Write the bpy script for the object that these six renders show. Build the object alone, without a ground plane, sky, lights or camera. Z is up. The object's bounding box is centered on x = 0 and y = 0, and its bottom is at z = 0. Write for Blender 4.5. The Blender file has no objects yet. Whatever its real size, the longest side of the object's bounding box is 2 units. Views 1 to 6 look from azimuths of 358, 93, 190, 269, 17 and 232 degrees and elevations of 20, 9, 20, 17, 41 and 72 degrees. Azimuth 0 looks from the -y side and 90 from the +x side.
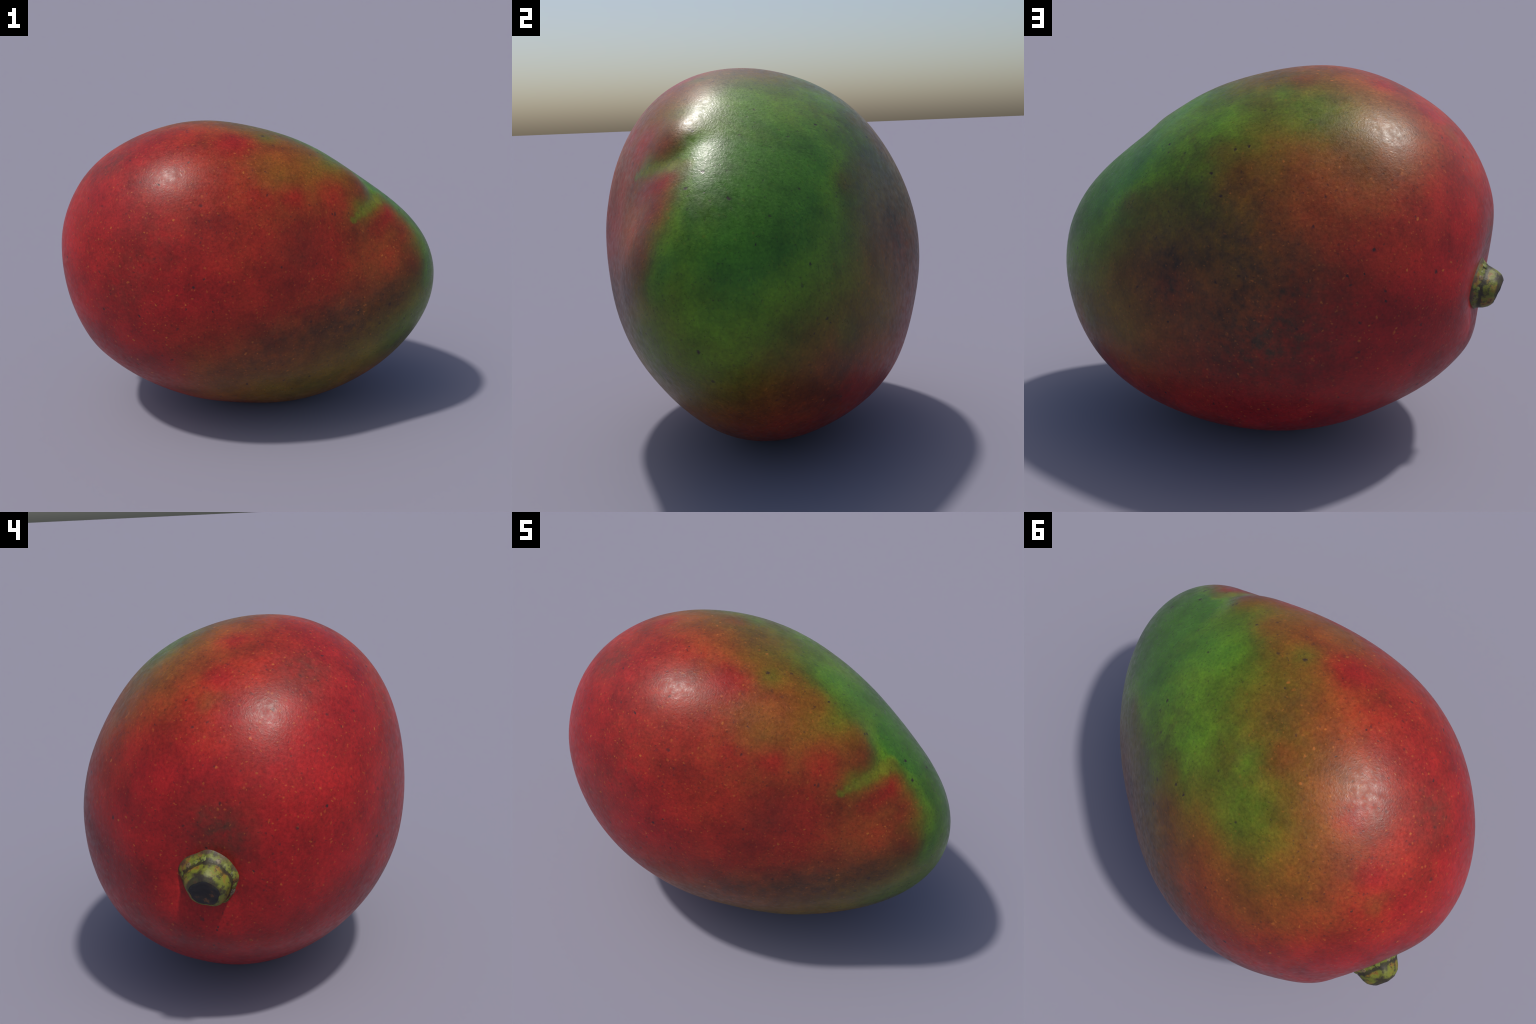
"""A single mango lying on its side: green-to-crimson skin and a short cut stem."""
import bpy, math
import numpy as np
from mathutils import Vector, Matrix, noise

# ------------------------------------------------------------------ shape ---
# The fruit is lofted round its own long axis (from the stem end to the blunt
# tip).  Sixteen meridians, 22.5 degrees apart, the first one on top; each lists
# the radius from the core every 15 degrees, from the stem end to the tip.
CORE = np.array([-0.02, 0.0, 0.75])
AXIS = np.array([-0.9862, 0.1657, 0.0041])
MERIDIANS = (
    (0.927, 0.948, 0.975, 0.957, 0.912, 0.871, 0.829, 0.804, 0.803, 0.820, 0.887, 0.985, 1.031),
    (0.927, 0.958, 0.990, 0.980, 0.950, 0.919, 0.874, 0.843, 0.835, 0.841, 0.898, 0.989, 1.031),
    (0.927, 0.957, 0.979, 0.964, 0.930, 0.890, 0.839, 0.799, 0.781, 0.794, 0.872, 0.981, 1.031),
    (0.927, 0.947, 0.944, 0.902, 0.846, 0.798, 0.763, 0.738, 0.717, 0.732, 0.830, 0.966, 1.031),
    (0.927, 0.935, 0.905, 0.847, 0.787, 0.742, 0.711, 0.697, 0.695, 0.719, 0.811, 0.955, 1.031),
    (0.927, 0.924, 0.879, 0.816, 0.758, 0.715, 0.688, 0.682, 0.702, 0.738, 0.818, 0.953, 1.031),
    (0.927, 0.917, 0.865, 0.798, 0.736, 0.691, 0.673, 0.681, 0.714, 0.763, 0.844, 0.963, 1.031),
    (0.927, 0.913, 0.857, 0.790, 0.744, 0.712, 0.701, 0.720, 0.759, 0.812, 0.888, 0.981, 1.031),
    (0.927, 0.911, 0.855, 0.792, 0.764, 0.752, 0.749, 0.770, 0.814, 0.873, 0.939, 1.000, 1.031),
    (0.927, 0.909, 0.860, 0.799, 0.766, 0.751, 0.748, 0.770, 0.823, 0.896, 0.964, 1.011, 1.031),
    (0.927, 0.905, 0.862, 0.808, 0.772, 0.754, 0.753, 0.772, 0.812, 0.876, 0.948, 1.006, 1.031),
    (0.927, 0.899, 0.857, 0.807, 0.763, 0.727, 0.710, 0.722, 0.760, 0.822, 0.904, 0.991, 1.031),
    (0.927, 0.896, 0.856, 0.808, 0.755, 0.711, 0.683, 0.674, 0.702, 0.767, 0.862, 0.975, 1.031),
    (0.927, 0.901, 0.872, 0.828, 0.766, 0.716, 0.680, 0.658, 0.684, 0.750, 0.844, 0.966, 1.031),
    (0.927, 0.914, 0.904, 0.868, 0.803, 0.754, 0.725, 0.709, 0.725, 0.768, 0.847, 0.967, 1.031),
    (0.927, 0.932, 0.943, 0.917, 0.860, 0.811, 0.776, 0.755, 0.759, 0.787, 0.863, 0.975, 1.031),
)

STEM_BASE = np.array([-0.886, 0.146, 0.736])      # where the stalk leaves the skin
STEM_AXIS = Vector((-0.955, 0.22, -0.13)).normalized()


def unit(v):
    v = np.asarray(v, float)
    return v / np.linalg.norm(v)


def body_frame():
    ax = unit(AXIS)
    side = unit(np.cross([0, 0, 1.0], ax))
    return ax, side, np.cross(ax, side)


def trig_weights(count, angles):
    """Periodic (trigonometric) interpolation weights: angles x count."""
    k = np.arange(count) * 2 * np.pi / count
    d = angles[:, None] - k[None]
    w = np.ones_like(d)
    for m in range(1, count // 2):
        w += 2 * np.cos(m * d)
    w += np.cos(count // 2 * d)
    return w / count


def radius_grid(n_theta, n_phi):
    prof = np.array(MERIDIANS)                         # 12 x 13
    nm = len(prof)
    # run every meridian over the tip and back along the opposite one
    loop = np.zeros((nm, 24))
    for j in range(nm):
        loop[j, :13] = prof[j]
        loop[j, 13:] = prof[(j + nm // 2) % nm][1:12][::-1]
    th = np.linspace(0, np.pi, n_theta)
    ph = np.arange(n_phi) * 2 * np.pi / n_phi
    along = loop @ trig_weights(24, th).T              # 12 x n_theta
    return th, ph, (trig_weights(nm, ph) @ along).T    # n_theta x n_phi


def bump(d, width):
    return np.exp(-(d / width) ** 2)


# the cleft beside the tip: a shallow valley, deepest where green meets red
CLEFT = ((0.52, -0.47, 1.13), (0.62, -0.36, 1.185), (0.64, -0.28, 1.225), (0.61, -0.22, 1.265),
         (0.57, -0.10, 1.305))
CLEFT_DEPTH = (0.000, 0.006, 0.010, 0.007, 0.000)


def cleft_depth(p):
    """Smoothest depth of the valley at points p (n x 3)."""
    best = np.zeros(len(p))
    for a in range(len(CLEFT) - 1):
        A, B = np.array(CLEFT[a]), np.array(CLEFT[a + 1])
        t = np.clip((p - A) @ (B - A) / ((B - A) @ (B - A)), 0, 1)
        d = np.linalg.norm(p - A - t[:, None] * (B - A), axis=1)
        depth = CLEFT_DEPTH[a] * (1 - t) + CLEFT_DEPTH[a + 1] * t
        best = np.maximum(best, depth * bump(d, 0.055))
    return best


# local swellings (+) and flats (-) of the flesh: centre, width, height
SWELLINGS = (
    ((-0.88, 0.19, 0.50), 0.12, 0.010), ((-0.95, -0.02, 1.06), 0.12, 0.006),   # stem shoulders
    ((-0.86, 0.28, 1.02), 0.16, 0.014), ((-0.80, 0.42, 0.82), 0.12, 0.012),
    ((-0.82, -0.10, 0.42), 0.12, 0.008),
    ((0.525, -0.28, 1.32), 0.115, 0.022),                                       # hump above the cleft
    ((0.68, -0.43, 1.05), 0.15, -0.017),                                       # flat below it
    ((0.40, -0.58, 0.82), 0.15, 0.012), ((0.28, 0.535, 0.99), 0.15, 0.010),    # cheeks
    ((-0.25, -0.42, 0.26), 0.20, 0.010), ((-0.40, 0.50, 1.30), 0.15, -0.009),
    ((-0.85, -0.28, 1.20), 0.16, -0.008),
    ((-0.15, -0.15, 1.60), 0.35, -0.004),                                      # crown
    ((0.62, -0.44, 0.55), 0.15, 0.007), ((-0.15, -0.42, 0.22), 0.16, 0.007),
    ((-0.89, 0.25, 0.74), 0.06, -0.012),
)


def build_skin():
    ax, side, up = body_frame()
    n_theta, n_phi = 260, 320
    th, ph, r = radius_grid(n_theta, n_phi)
    verts = []
    T, P = np.meshgrid(th, ph, indexing="ij")
    dirs = (np.cos(T)[..., None] * ax
            + (np.sin(T) * np.cos(P))[..., None] * up
            + (np.sin(T) * np.sin(P))[..., None] * side)
    pos = CORE + r[..., None] * dirs
    flat = pos.reshape(-1, 3)
    fd = dirs.reshape(-1, 3)
    # hollow round the stalk
    ds = np.linalg.norm(flat - (CORE + 0.927 * unit(AXIS)), axis=1)
    rise = -0.050 * bump(ds, 0.165)
    for centre, width, height in SWELLINGS:
        rise += height * bump(np.linalg.norm(flat - centre, axis=1), width)
    flat = flat + fd * rise[:, None]
    flat = flat - fd * cleft_depth(flat)[:, None]
    # soft unevenness of the flesh
    lump = np.array([noise.noise(Vector(p) * 3.2) * 0.0015 + noise.noise(Vector(p) * 9.0) * 0.0007
                     for p in flat])
    flat = flat + fd * lump[:, None]
    flat[:, 2] -= flat[:, 2].min()
    pos = flat.reshape(n_theta, n_phi, 3)
    verts = [tuple(pos[0].mean(0))]
    for i in range(1, n_theta - 1):
        verts += [tuple(v) for v in pos[i]]
    verts.append(tuple(pos[-1].mean(0)))
    last = len(verts) - 1
    faces = []
    for j in range(n_phi):
        k = (j + 1) % n_phi
        faces.append((0, 1 + k, 1 + j))
        for i in range(n_theta - 3):
            a = 1 + i * n_phi
            b = a + n_phi
            faces.append((a + j, a + k, b + k, b + j))
        a = 1 + (n_theta - 3) * n_phi
        faces.append((a + j, a + k, last))
    return make_mesh("skin", verts, faces)


def make_mesh(name, verts, faces, smooth=True):
    me = bpy.data.meshes.new(name)
    me.from_pydata(verts, [], faces)
    me.validate()
    me.update()
    import bmesh
    bm = bmesh.new()
    bm.from_mesh(me)
    bmesh.ops.recalc_face_normals(bm, faces=bm.faces)
    bm.to_mesh(me)
    bm.free()
    for p in me.polygons:
        p.use_smooth = smooth
    return me


def stem_frame():
    a = STEM_AXIS
    u = (Vector((0, 0, 1)) - a * a.z).normalized()
    return a, u, a.cross(u)


# distance along the stalk, radius, drop of the ring's centre
STEM_PROFILE = (
    (-0.020, 0.128, -0.004), (0.004, 0.116, -0.002), (0.016, 0.103, -0.001),
    (0.028, 0.094, 0.000), (0.045, 0.088, 0.000), (0.065, 0.082, 0.001),
    (0.083, 0.072, 0.002), (0.092, 0.062, 0.003), (0.096, 0.056, 0.003),
)
RIM = len(STEM_PROFILE) - 1


def stem_point(s, radius, drop, ang, wobble=1.0):
    a, u, w = stem_frame()
    ridge = 1 + wobble * (0.035 * math.cos(5 * ang + 0.6) + 0.022 * math.cos(3 * ang + 2.0)
                          + 0.012 * math.cos(9 * ang))
    # the cut end slants: longer on the upper side
    slant = 0.20 * radius * math.cos(ang) * max(0.0, s) / 0.096
    p = Vector(STEM_BASE) + a * (s + slant) - u * drop
    return p + (u * math.cos(ang) + w * math.sin(ang)) * (radius * ridge)


def build_stem():
    n = 64
    verts, faces = [], []
    # subdivide the profile smoothly
    rings = []
    for i in range(RIM):
        p0, p1 = STEM_PROFILE[i], STEM_PROFILE[i + 1]
        for t in (0, 0.5):
            rings.append(tuple(p0[c] * (1 - t) + p1[c] * t for c in range(3)))
    rings.append(STEM_PROFILE[RIM])
    for s, r, d in rings:
        for j in range(n):
            verts.append(tuple(stem_point(s, r, d, 2 * math.pi * j / n)))
    for i in range(len(rings) - 1):
        for j in range(n):
            k = (j + 1) % n
            faces.append((i * n + j, i * n + k, (i + 1) * n + k, (i + 1) * n + j))
    return make_mesh("stem", verts, faces)


def build_cut():
    """Dark, dried end of the stalk: rim rolled over into a shallow hollow."""
    n = 64
    s, r, d = STEM_PROFILE[RIM]
    rings = ((s - 0.001, r * 1.0, d), (s + 0.003, r * 0.93, d), (s + 0.004, r * 0.80, d),
             (s + 0.002, r * 0.60, d), (s - 0.002, r * 0.35, d), (s - 0.003, r * 0.12, d))
    verts, faces = [], []
    for q, (s1, r1, d1) in enumerate(rings):
        for j in range(n):
            ang = 2 * math.pi * j / n
            p = stem_point(s1, r1, d1, ang)
            k = noise.noise(p * 40) * 0.004 * (q > 0)
            verts.append(tuple(p + STEM_AXIS * k))
    m = len(rings)
    for i in range(m - 1):
        for j in range(n):
            k = (j + 1) % n
            faces.append((i * n + j, i * n + k, (i + 1) * n + k, (i + 1) * n + j))
    faces.append(tuple((m - 1) * n + j for j in range(n)))
    return make_mesh("cut_end", verts, faces)


def build_lobe():
    """One small swollen scale of the collar, along +z, width along x."""
    n, m = 16, 10
    verts, faces = [(0, 0, -1)], []
    for i in range(1, m):
        t = math.pi * i / m
        for j in range(n):
            a = 2 * math.pi * j / n
            taper = 1 - 0.25 * (1 - math.cos(t)) / 2
            verts.append((math.sin(t) * math.cos(a) * taper, math.sin(t) * math.sin(a) * taper,
                          -math.cos(t)))
    verts.append((0, 0, 1))
    for j in range(n):
        k = (j + 1) % n
        faces.append((0, 1 + k, 1 + j))
        for i in range(m - 2):
            a, b = 1 + i * n, 1 + (i + 1) * n
            faces.append((a + j, a + k, b + k, b + j))
        a = 1 + (m - 2) * n
        faces.append((a + j, a + k, len(verts) - 1))
    return make_mesh("collar_scale", verts, faces)


# --------------------------------------------------------------- materials ---
class Graph:
    """Small helper for wiring shader nodes."""

    def __init__(self, name):
        self.mat = bpy.data.materials.new(name)
        self.mat.use_nodes = True
        self.t = self.mat.node_tree
        self.t.nodes.clear()
        self.out = self.t.nodes.new("ShaderNodeOutputMaterial")
        self.bsdf = self.t.nodes.new("ShaderNodeBsdfPrincipled")
        self.t.links.new(self.bsdf.outputs[0], self.out.inputs[0])
        self.coord = self.t.nodes.new("ShaderNodeTexCoord").outputs["Object"]

    def put(self, sock, val):
        if isinstance(val, bpy.types.NodeSocket):
            self.t.links.new(val, sock)
        elif val is not None:
            sock.default_value = val

    def math(self, op, a, b=None, c=None, clamp=False):
        n = self.t.nodes.new("ShaderNodeMath")
        n.operation = op
        n.use_clamp = clamp
        for s, v in zip(n.inputs, (a, b, c)):
            self.put(s, v)
        return n.outputs[0]

    def vmath(self, op, a, b=None, scale=None):
        n = self.t.nodes.new("ShaderNodeVectorMath")
        n.operation = op
        self.put(n.inputs[0], a)
        self.put(n.inputs[1], b)
        if scale is not None:
            self.put(n.inputs["Scale"], scale)
        return n.outputs["Value"] if op in ("DISTANCE", "LENGTH", "DOT_PRODUCT") else n.outputs[0]

    def ramp_range(self, v, a, b, lo=0.0, hi=1.0, mode="SMOOTHSTEP"):
        n = self.t.nodes.new("ShaderNodeMapRange")
        n.interpolation_type = mode
        for i, x in enumerate((v, a, b, lo, hi)):
            self.put(n.inputs[i], x)
        return n.outputs[0]

    def noise(self, vec, scale, detail=3.0, rough=0.5, color=False, distortion=0.0):
        n = self.t.nodes.new("ShaderNodeTexNoise")
        self.put(n.inputs["Vector"], vec)
        n.inputs["Scale"].default_value = scale
        n.inputs["Detail"].default_value = detail
        n.inputs["Roughness"].default_value = rough
        n.inputs["Distortion"].default_value = distortion
        return n.outputs["Color" if color else "Fac"]

    def voronoi(self, vec, scale, rand=1.0):
        n = self.t.nodes.new("ShaderNodeTexVoronoi")
        self.put(n.inputs["Vector"], vec)
        n.inputs["Scale"].default_value = scale
        n.inputs["Randomness"].default_value = rand
        return n.outputs["Distance"], n.outputs["Color"]

    def ramp(self, fac, stops, mode="LINEAR"):
        n = self.t.nodes.new("ShaderNodeValToRGB")
        n.color_ramp.interpolation = mode
        el = n.color_ramp.elements
        while len(el) < len(stops):
            el.new(0.5)
        for e, (p, c) in zip(el, stops):
            e.position = p
            e.color = (*c, 1)
        self.put(n.inputs[0], fac)
        return n.outputs[0]

    def mix(self, fac, a, b, blend="MIX"):
        n = self.t.nodes.new("ShaderNodeMix")
        n.data_type = "RGBA"
        n.blend_type = blend
        self.put(n.inputs[0], fac)
        for s, v in ((n.inputs[6], a), (n.inputs[7], b)):
            self.put(s, (*v, 1) if isinstance(v, tuple) else v)
        return n.outputs[2]

    def channel(self, col, i):
        n = self.t.nodes.new("ShaderNodeSeparateColor")
        self.put(n.inputs[0], col)
        return n.outputs[i]

    def bump(self, height, strength, dist):
        n = self.t.nodes.new("ShaderNodeBump")
        n.inputs["Strength"].default_value = strength
        n.inputs["Distance"].default_value = dist
        self.put(n.inputs["Height"], height)
        return n.outputs[0]


# How far the skin is from ripe: 0 crimson blush, 0.5 amber, 1 leaf green.
# Soft round patches (centre on the skin, reach, strength) add up.
RIPENESS = (
    ((0.61, 0.21, 1.17), 1.40, +1.03),
    ((0.21, -0.47, 0.28), 0.90, +0.50),
    ((-0.34, 0.26, 1.51), 0.90, +0.28),
    ((1.00, -0.14, 0.68), 0.55, +0.38),
    ((0.47, -0.50, 1.09), 0.55, -0.30),
    ((0.36, 0.53, 0.89), 0.55, -0.30),
    ((0.77, -0.39, 1.02), 0.24, -0.20),
    ((0.78, 0.30, 0.46), 0.55, -0.14),
    ((0.71, -0.33, 1.15), 0.11, -0.28),
    ((-0.16, 0.54, 1.26), 0.36, -0.17),
    ((-0.24, -0.23, 1.59), 0.55, -0.09),
    ((0.71, -0.14, 1.22), 0.24, +0.32),
    ((0.20, -0.66, 0.72), 0.55, -0.13),
    ((0.12, 0.62, 0.42), 0.36, -0.14),
    ((0.57, -0.40, 1.19), 0.11, +0.21),
    ((0.73, -0.42, 0.54), 0.36, +0.19),
    ((-0.24, 0.30, 1.49), 0.24, +0.19),
    ((0.42, -0.05, 1.42), 0.24, +0.10),
    ((0.91, -0.25, 0.98), 0.16, +0.07),
    ((0.42, -0.27, 1.41), 0.36, +0.01),
    ((0.52, 0.35, 1.13), 0.11, -0.20),
    ((-0.28, -0.57, 0.42), 0.55, +0.11),
    ((-0.53, 0.36, 1.39), 0.36, +0.09),
    ((-0.02, -0.34, 1.55), 0.16, -0.21),
    ((0.57, -0.31, 1.28), 0.11, -0.23),
    ((0.43, 0.51, 0.36), 0.36, -0.14),
    ((-0.28, 0.68, 0.55), 0.55, -0.10),
    ((0.75, -0.46, 0.81), 0.24, -0.09),
    ((0.55, 0.43, 0.91), 0.36, -0.12),
    ((0.05, 0.50, 1.27), 0.16, -0.15),
    ((0.93, -0.32, 0.82), 0.11, +0.15),
    ((0.13, -0.24, 1.54), 0.11, +0.21),
    ((0.22, -0.28, 1.50), 0.24, -0.15),
    ((0.67, 0.37, 0.37), 0.16, -0.13),
    ((0.44, -0.40, 1.30), 0.16, -0.20),
    ((0.64, -0.40, 1.13), 0.11, -0.18),
    ((0.83, -0.25, 0.41), 0.36, +0.09),
    ((0.14, 0.40, 1.35), 0.11, -0.14),
    ((-0.10, 0.10, 0.00), 0.55, -0.16),
    ((0.85, -0.38, 0.90), 0.11, -0.17),
    ((0.80, -0.32, 1.07), 0.11, -0.20),
    ((0.38, 0.42, 1.16), 0.16, -0.10),
    ((0.72, -0.27, 1.18), 0.11, -0.25),
    ((0.64, -0.32, 1.21), 0.11, +0.12),
    ((-0.09, 0.17, 1.55), 0.11, +0.14),
    ((-0.15, 0.10, 1.58), 0.11, -0.13),
    ((0.31, 0.57, 0.84), 0.16, -0.10),
    ((0.90, -0.02, 1.00), 0.36, +0.11),
    ((0.15, 0.28, 1.43), 0.16, +0.09),
    ((0.30, -0.04, 1.48), 0.16, +0.10),
    ((-0.47, 0.02, 1.55), 0.11, -0.12),
    ((0.51, -0.27, 1.34), 0.11, -0.15),
    ((0.35, -0.22, 1.46), 0.11, -0.13),
    ((0.76, 0.34, 0.57), 0.11, +0.13),
    ((-0.30, -0.51, 1.44), 0.36, +0.06),
    ((0.51, 0.52, 0.61), 0.24, +0.07),
    ((0.02, 0.68, 0.87), 0.36, +0.05),
    ((-0.85, 0.30, 1.02), 0.36, -0.11),
    ((0.93, -0.29, 0.90), 0.11, +0.12),
    ((-0.68, 0.08, 1.44), 0.11, -0.13),
    ((0.23, -0.51, 1.32), 0.11, -0.13),
    ((-0.60, -0.26, 1.47), 0.36, -0.04),
    ((0.06, 0.05, 1.55), 0.16, -0.07),
    ((0.57, -0.53, 0.71), 0.36, -0.05),
    ((0.86, -0.22, 1.07), 0.11, +0.11),
    ((0.07, -0.55, 1.34), 0.11, -0.09),
    ((0.16, -0.47, 1.41), 0.16, +0.08),
    ((-0.76, 0.10, 1.37), 0.11, +0.12),
    ((-0.80, 0.04, 1.34), 0.11, -0.11),
    ((-0.44, -0.55, 0.48), 0.24, -0.08),
)

# the thin pale crack of green that runs out of the cleft into the blush:
# points along it and its half-width there
STREAK = (
    (0.695, -0.228, 1.212),
    (0.668, -0.274, 1.216),
    (0.638, -0.321, 1.213),
    (0.610, -0.363, 1.202),
    (0.576, -0.398, 1.191),
    (0.548, -0.425, 1.179),
    (0.526, -0.447, 1.164),
)
STREAK_WIDTH = (0.055, 0.050, 0.042, 0.040, 0.036, 0.034, 0.028)

# soft dark purple-brown patches over flanks, crown and low tip end
DUSK = (
    ((0.59, -0.51, 0.70), 0.30, 0.45), ((0.37, -0.58, 0.67), 0.26, 0.50),
    ((0.12, -0.66, 0.59), 0.28, 0.45), ((0.76, -0.45, 0.80), 0.20, 0.30),
    ((-0.09, -0.62, 0.49), 0.22, 0.25), ((0.34, 0.48, 1.00), 0.34, 0.36),
    ((0.42, 0.48, 0.86), 0.30, 0.25), ((0.32, 0.58, 0.75), 0.34, 0.25),
    ((0.04, 0.56, 1.15), 0.40, 0.34), ((0.00, 0.66, 0.90), 0.50, 0.30), ((0.79, -0.29, 0.41), 0.16, 0.35),
    ((-0.41, -0.60, 1.23), 0.32, 0.22), ((-0.59, -0.59, 0.94), 0.34, 0.25),
    ((-0.63, -0.26, 1.45), 0.20, 0.40), ((-0.95, 0.07, 0.94), 0.20, 0.35),
    ((-0.10, 0.70, 0.65), 0.45, 0.30), ((0.23, -0.58, 1.08), 0.22, 0.22),
    ((-0.02, -0.05, 1.59), 0.18, 0.25), ((-0.25, 0.69, 0.85), 0.45, 0.26),
    ((0.30, 0.23, 1.39), 0.34, 0.26),
    ((-0.05, 0.21, 1.52), 0.30, 0.26),
    ((0.23, 0.39, 1.32), 0.26, 0.20),
    ((0.72, 0.35, 0.44), 0.26, 0.35),
    ((0.83, 0.16, 0.36), 0.26, 0.25),
    ((-0.93, 0.14, 0.94), 0.22, 0.25),
    ((0.10, 0.67, 0.62), 0.35, 0.25),
)


def patches(g, vec, table):
    total = None
    for centre, reach, strength in table:
        d = g.vmath("DISTANCE", vec, centre)
        v = g.ramp_range(d, reach, 0.0, 0.0, strength)
        total = v if total is None else g.math("ADD", total, v)
    return total


def skin_material():
    g = Graph("mango_skin")
    # wander the patch borders so that they look grown, not drawn
    big = g.vmath("SUBTRACT", g.noise(g.coord, 4.0, 4.0, 0.55, color=True), (0.5, 0.5, 0.5))
    fine = g.vmath("SUBTRACT", g.noise(g.coord, 28.0, 3.0, 0.6, color=True), (0.5, 0.5, 0.5))
    vec = g.vmath("ADD", g.coord, g.vmath("SCALE", big, scale=0.05))
    vec = g.vmath("ADD", vec, g.vmath("SCALE", fine, scale=0.03))

    ripe = patches(g, vec, RIPENESS)
    crack = None
    wob = g.vmath("ADD", g.coord, g.vmath("SCALE", fine, scale=0.035))
    for centre, width in zip(STREAK, STREAK_WIDTH):
        v = g.ramp_range(g.vmath("DISTANCE", wob, centre), width, width * 0.15)
        crack = v if crack is None else g.math("MAXIMUM", crack, v)
    ripe = g.math("MULTIPLY_ADD", g.math("SUBTRACT", 0.68, ripe), g.math("MULTIPLY", crack, 0.75), ripe)
    mott = g.math("SUBTRACT", g.noise(g.coord, 9.0, 5.0, 0.6), 0.5)
    ripe = g.math("MULTIPLY_ADD", mott, 0.16, ripe)
    grain = g.math("SUBTRACT", g.noise(g.coord, 60.0, 3.0, 0.6), 0.5)
    ripe = g.math("MULTIPLY_ADD", grain, 0.10, ripe, clamp=True)
    base = g.ramp(ripe, RIPE_COLOURS)

    base = g.mix(g.math("MULTIPLY", crack, 0.45), base, (0.200, 0.205, 0.012))

    # dusk: darker, purplish, broken up by grain
    dusk = patches(g, vec, DUSK)
    breakup = g.ramp_range(g.noise(g.coord, 22.0, 6.0, 0.65), 0.30, 0.70, 0.15, 1.7, "LINEAR")
    dusk = g.math("MULTIPLY", dusk, breakup, clamp=True)
    base = g.mix(dusk, base, DUSK_COLOUR)

    # cloudy variation in the depth of colour, and a fine fibrous grain
    cloud = g.ramp_range(g.noise(g.coord, 6.0, 7.0, 0.66), 0.32, 0.68, 0.66, 1.26, "LINEAR")
    fibre = g.ramp_range(g.noise(g.coord, 80.0, 4.0, 0.7), 0.30, 0.70, 0.72, 1.26, "LINEAR")
    depth = g.math("MULTIPLY", cloud, fibre)
    comb = g.t.nodes.new("ShaderNodeCombineXYZ")
    for i in range(3):
        g.put(comb.inputs[i], depth)
    base = g.mix(1.0, base, comb.outputs[0], "MULTIPLY")

    # pale lenticels
    def specks(scale, size, keep, seed):
        shift = g.vmath("ADD", g.coord, (seed, seed * 1.7, seed * 0.6))
        shift = g.vmath("ADD", shift, g.vmath("SCALE", fine, scale=0.030))
        dist, col = g.voronoi(shift, scale)
        rnd = g.channel(col, 0)
        rad = g.ramp_range(rnd, 1.0 - keep, 1.0, size * 0.45, size, "LINEAR")
        return g.math("MULTIPLY",
                      g.ramp_range(g.math("DIVIDE", dist, g.math("ADD", rad, 0.0001)), 1.0, 0.3),
                      g.math("GREATER_THAN", rnd, 1.0 - keep))

    clump = g.ramp_range(g.noise(g.coord, 3.0, 3.0, 0.5), 0.40, 0.62)
    pale = g.math("MULTIPLY", specks(30.0, 0.27, 0.36, 0.0), g.math("MULTIPLY_ADD", clump, 0.7, 0.30))
    pale = g.math("MULTIPLY", pale, g.ramp_range(ripe, 0.85, 0.35, 0.10, 0.66))
    faint = g.math("MULTIPLY", specks(58.0, 0.36, 0.40, 11.7), g.ramp_range(ripe, 0.8, 0.3, 0.05, 0.34))
    pale = g.math("MAXIMUM", pale, faint)
    base = g.mix(pale, base, (0.52, 0.150, 0.026))
    # dark specks, large and small
    clump2 = g.ramp_range(g.noise(g.vmath("ADD", g.coord, (5, 3, 1)), 3.5, 3.0, 0.5), 0.38, 0.60)
    dark = g.math("MULTIPLY", specks(22.0, 0.25, 0.34, 7.3), g.math("MULTIPLY_ADD", clump2, 0.6, 0.45))
    dark2 = g.math("MULTIPLY", specks(55.0, 0.34, 0.45, 3.1), 0.5)
    dark = g.math("MULTIPLY", g.math("MAXIMUM", dark, dark2), 0.90)
    base = g.mix(dark, base, (0.030, 0.012, 0.014))

    g.put(g.bsdf.inputs["Base Color"], base)
    gloss = g.ramp_range(ripe, 0.3, 0.8, 0.0, -0.06)
    rough = g.ramp_range(g.noise(g.coord, 40.0, 3.0, 0.6), 0.3, 0.7, SKIN_ROUGH - 0.09, SKIN_ROUGH + 0.10, "LINEAR")
    g.put(g.bsdf.inputs["Roughness"], g.math("ADD", rough, gloss))
    g.bsdf.inputs["IOR"].default_value = 1.40
    h = g.math("MULTIPLY_ADD", pale, 0.6, g.noise(g.coord, 110.0, 3.0, 0.6))
    h = g.math("SUBTRACT", h, g.math("MULTIPLY", dark, 0.4))
    g.put(g.bsdf.inputs["Normal"], g.bump(h, 0.22, 0.004))
    return g.mat


SKIN_ROUGH = 0.40
RIPE_COLOURS = (
    (0.00, (0.290, 0.008, 0.008)), (0.15, (0.280, 0.020, 0.007)),
    (0.28, (0.240, 0.046, 0.008)), (0.40, (0.205, 0.066, 0.007)),
    (0.58, (0.150, 0.102, 0.007)), (0.74, (0.104, 0.142, 0.008)),
    (0.87, (0.112, 0.228, 0.009)), (1.00, (0.060, 0.182, 0.012)),
)
DUSK_COLOUR = (0.060, 0.030, 0.016)


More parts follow.
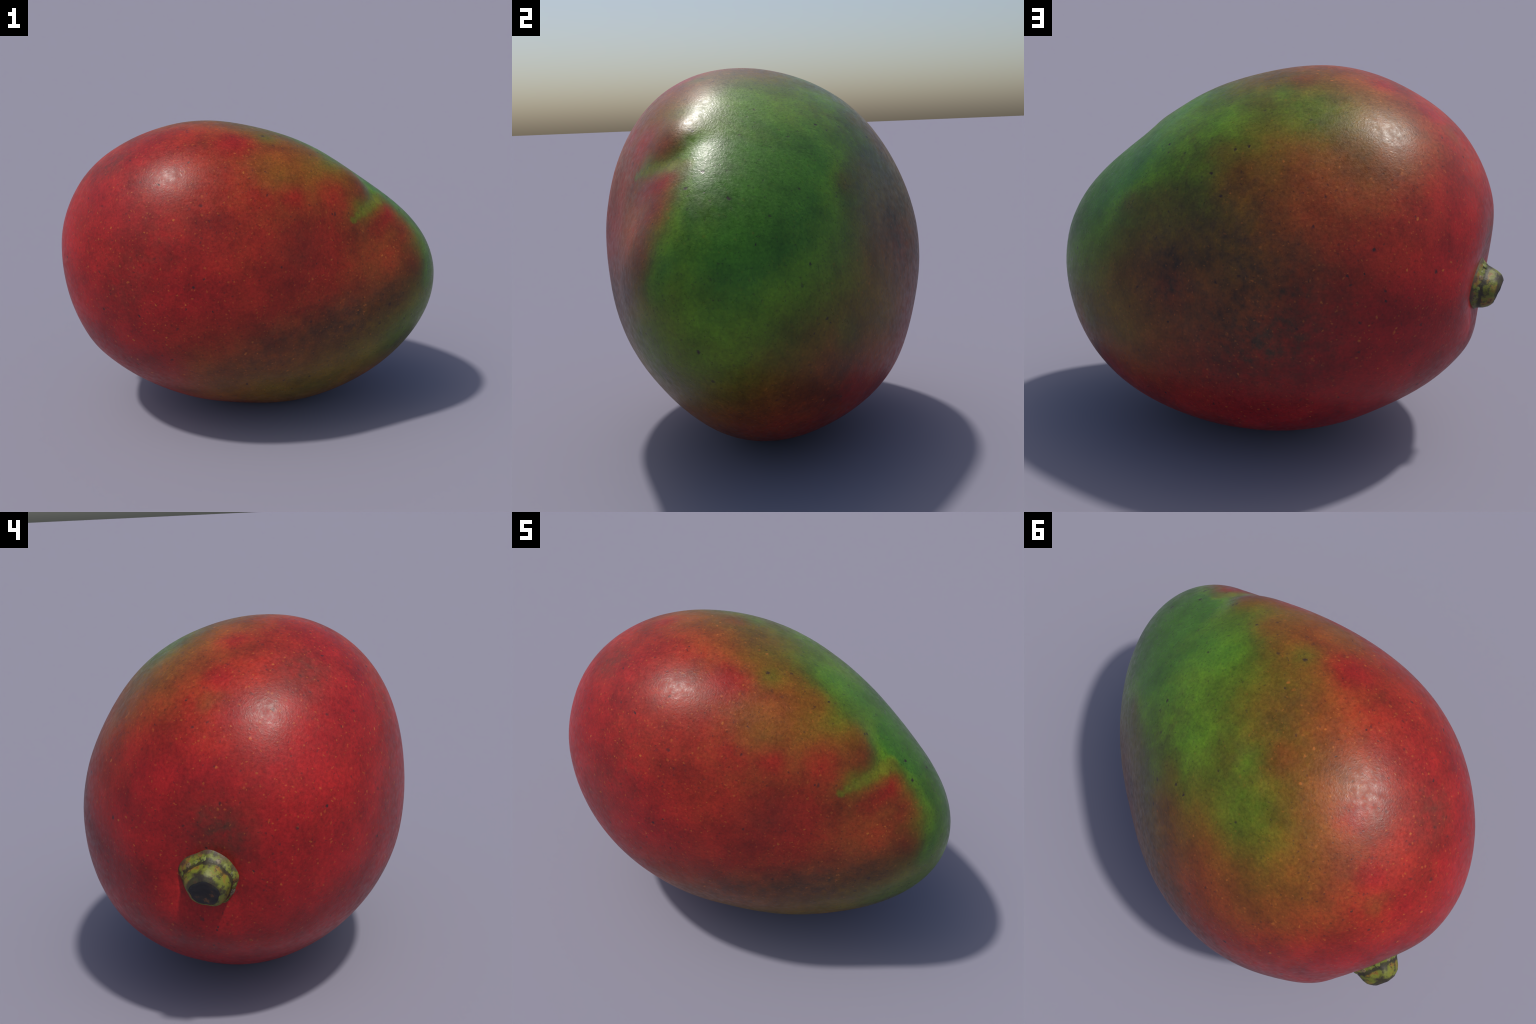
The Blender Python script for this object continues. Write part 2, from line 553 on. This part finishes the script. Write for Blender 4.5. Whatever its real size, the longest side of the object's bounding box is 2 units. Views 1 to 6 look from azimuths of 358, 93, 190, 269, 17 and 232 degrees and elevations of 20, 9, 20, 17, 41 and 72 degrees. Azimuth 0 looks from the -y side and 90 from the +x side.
def stem_material():
    g = Graph("stem_bark")
    n = g.noise(g.coord, 20.0, 4.0, 0.55)
    col = g.ramp(n, ((0.32, (0.030, 0.022, 0.008)), (0.42, (0.120, 0.135, 0.010)),
                     (0.52, (0.150, 0.165, 0.012)), (0.60, (0.210, 0.110, 0.013)),
                     (0.70, (0.060, 0.032, 0.010))))
    spot = g.ramp_range(g.noise(g.coord, 48.0, 4.0, 0.65), 0.52, 0.62, 0.0, 0.75)
    col = g.mix(spot, col, (0.030, 0.018, 0.009))
    # dark weathered band just above the collar, height measured along the stalk
    rel = g.vmath("SUBTRACT", g.coord, tuple(STEM_BASE))
    h = g.vmath("DOT_PRODUCT", rel, tuple(STEM_AXIS))
    h = g.math("MULTIPLY_ADD", g.math("SUBTRACT", g.noise(g.coord, 26.0, 3.0), 0.5), 0.045, h)
    band = g.math("MULTIPLY", g.ramp_range(h, 0.022, 0.032), g.ramp_range(h, 0.052, 0.042))
    col = g.mix(g.math("MULTIPLY", band, 0.88), col, (0.018, 0.013, 0.008))
    foot = g.ramp_range(h, 0.016, 0.004)
    col = g.mix(g.math("MULTIPLY", foot, 0.8), col, (0.060, 0.022, 0.016))
    top = g.ramp_range(h, 0.088, 0.098)
    col = g.mix(g.math("MULTIPLY", top, 0.85), col, (0.020, 0.012, 0.008))
    g.put(g.bsdf.inputs["Base Color"], col)
    g.bsdf.inputs["Roughness"].default_value = 0.55
    g.put(g.bsdf.inputs["Normal"], g.bump(g.noise(g.coord, 70.0, 4.0), 0.5, 0.004))
    return g.mat


def cut_material():
    g = Graph("dried_cut")
    n = g.noise(g.coord, 24.0, 4.0)
    col = g.ramp(n, ((0.50, (0.006, 0.006, 0.007)), (0.62, (0.016, 0.011, 0.008)),
                     (0.72, (0.170, 0.060, 0.014))))
    g.put(g.bsdf.inputs["Base Color"], col)
    g.bsdf.inputs["Roughness"].default_value = 0.6
    g.put(g.bsdf.inputs["Normal"], g.bump(g.noise(g.coord, 60.0, 4.0), 0.5, 0.004))
    return g.mat


def scale_material():
    g = Graph("collar_scale")
    info = g.t.nodes.new("ShaderNodeObjectInfo")
    col = g.ramp(info.outputs["Random"], ((0.0, (0.13, 0.17, 0.018)), (0.45, (0.15, 0.16, 0.025)),
                                          (0.75, (0.16, 0.10, 0.05)), (1.0, (0.18, 0.18, 0.11))))
    patch = g.ramp_range(g.noise(g.coord, 1.6, 4.0, 0.6), 0.45, 0.62, 0.0, 0.85)
    col = g.mix(patch, col, (0.022, 0.016, 0.010))
    g.put(g.bsdf.inputs["Base Color"], col)
    g.bsdf.inputs["Roughness"].default_value = 0.55
    return g.mat


# ---------------------------------------------------------------- assembly ---
def add(name, mesh, mat, parent):
    ob = bpy.data.objects.new(name, mesh)
    if not mesh.materials:
        mesh.materials.append(mat)
    bpy.context.scene.collection.objects.link(ob)
    ob.parent = parent
    return ob


def main():
    mango = bpy.data.objects.new("mango", None)
    bpy.context.scene.collection.objects.link(mango)
    mango["label"] = "ripe mango with crimson and green skin and short stem"
    mango["category"] = "fruit"
    add("skin", build_skin(), skin_material(), mango)
    stem = add("stem", build_stem(), stem_material(), mango)
    add("cut_end", build_cut(), cut_material(), stem)
    lobe = build_lobe()
    sm = scale_material()
    a, u, w = stem_frame()
    rng = np.random.default_rng(4)
    count = 15
    for i in range(count):
        ang = 2 * math.pi * (i + rng.uniform(-0.2, 0.2)) / count
        out = u * math.cos(ang) + w * math.sin(ang)
        tang = a.cross(out)
        size = rng.uniform(0.8, 1.2)
        centre = stem_point(0.021, 0.0945, 0.0, ang)
        rise = (a - out * 0.75).normalized()
        nor = rise.cross(tang).normalized()
        m = Matrix((tang, nor, rise)).transposed().to_4x4()
        ob = add("collar_scale", lobe, sm, stem)
        ob.matrix_world = (Matrix.Translation(centre) @ m
                           @ Matrix.Diagonal((0.019 * size, 0.007, 0.017 * size, 1)))


main()
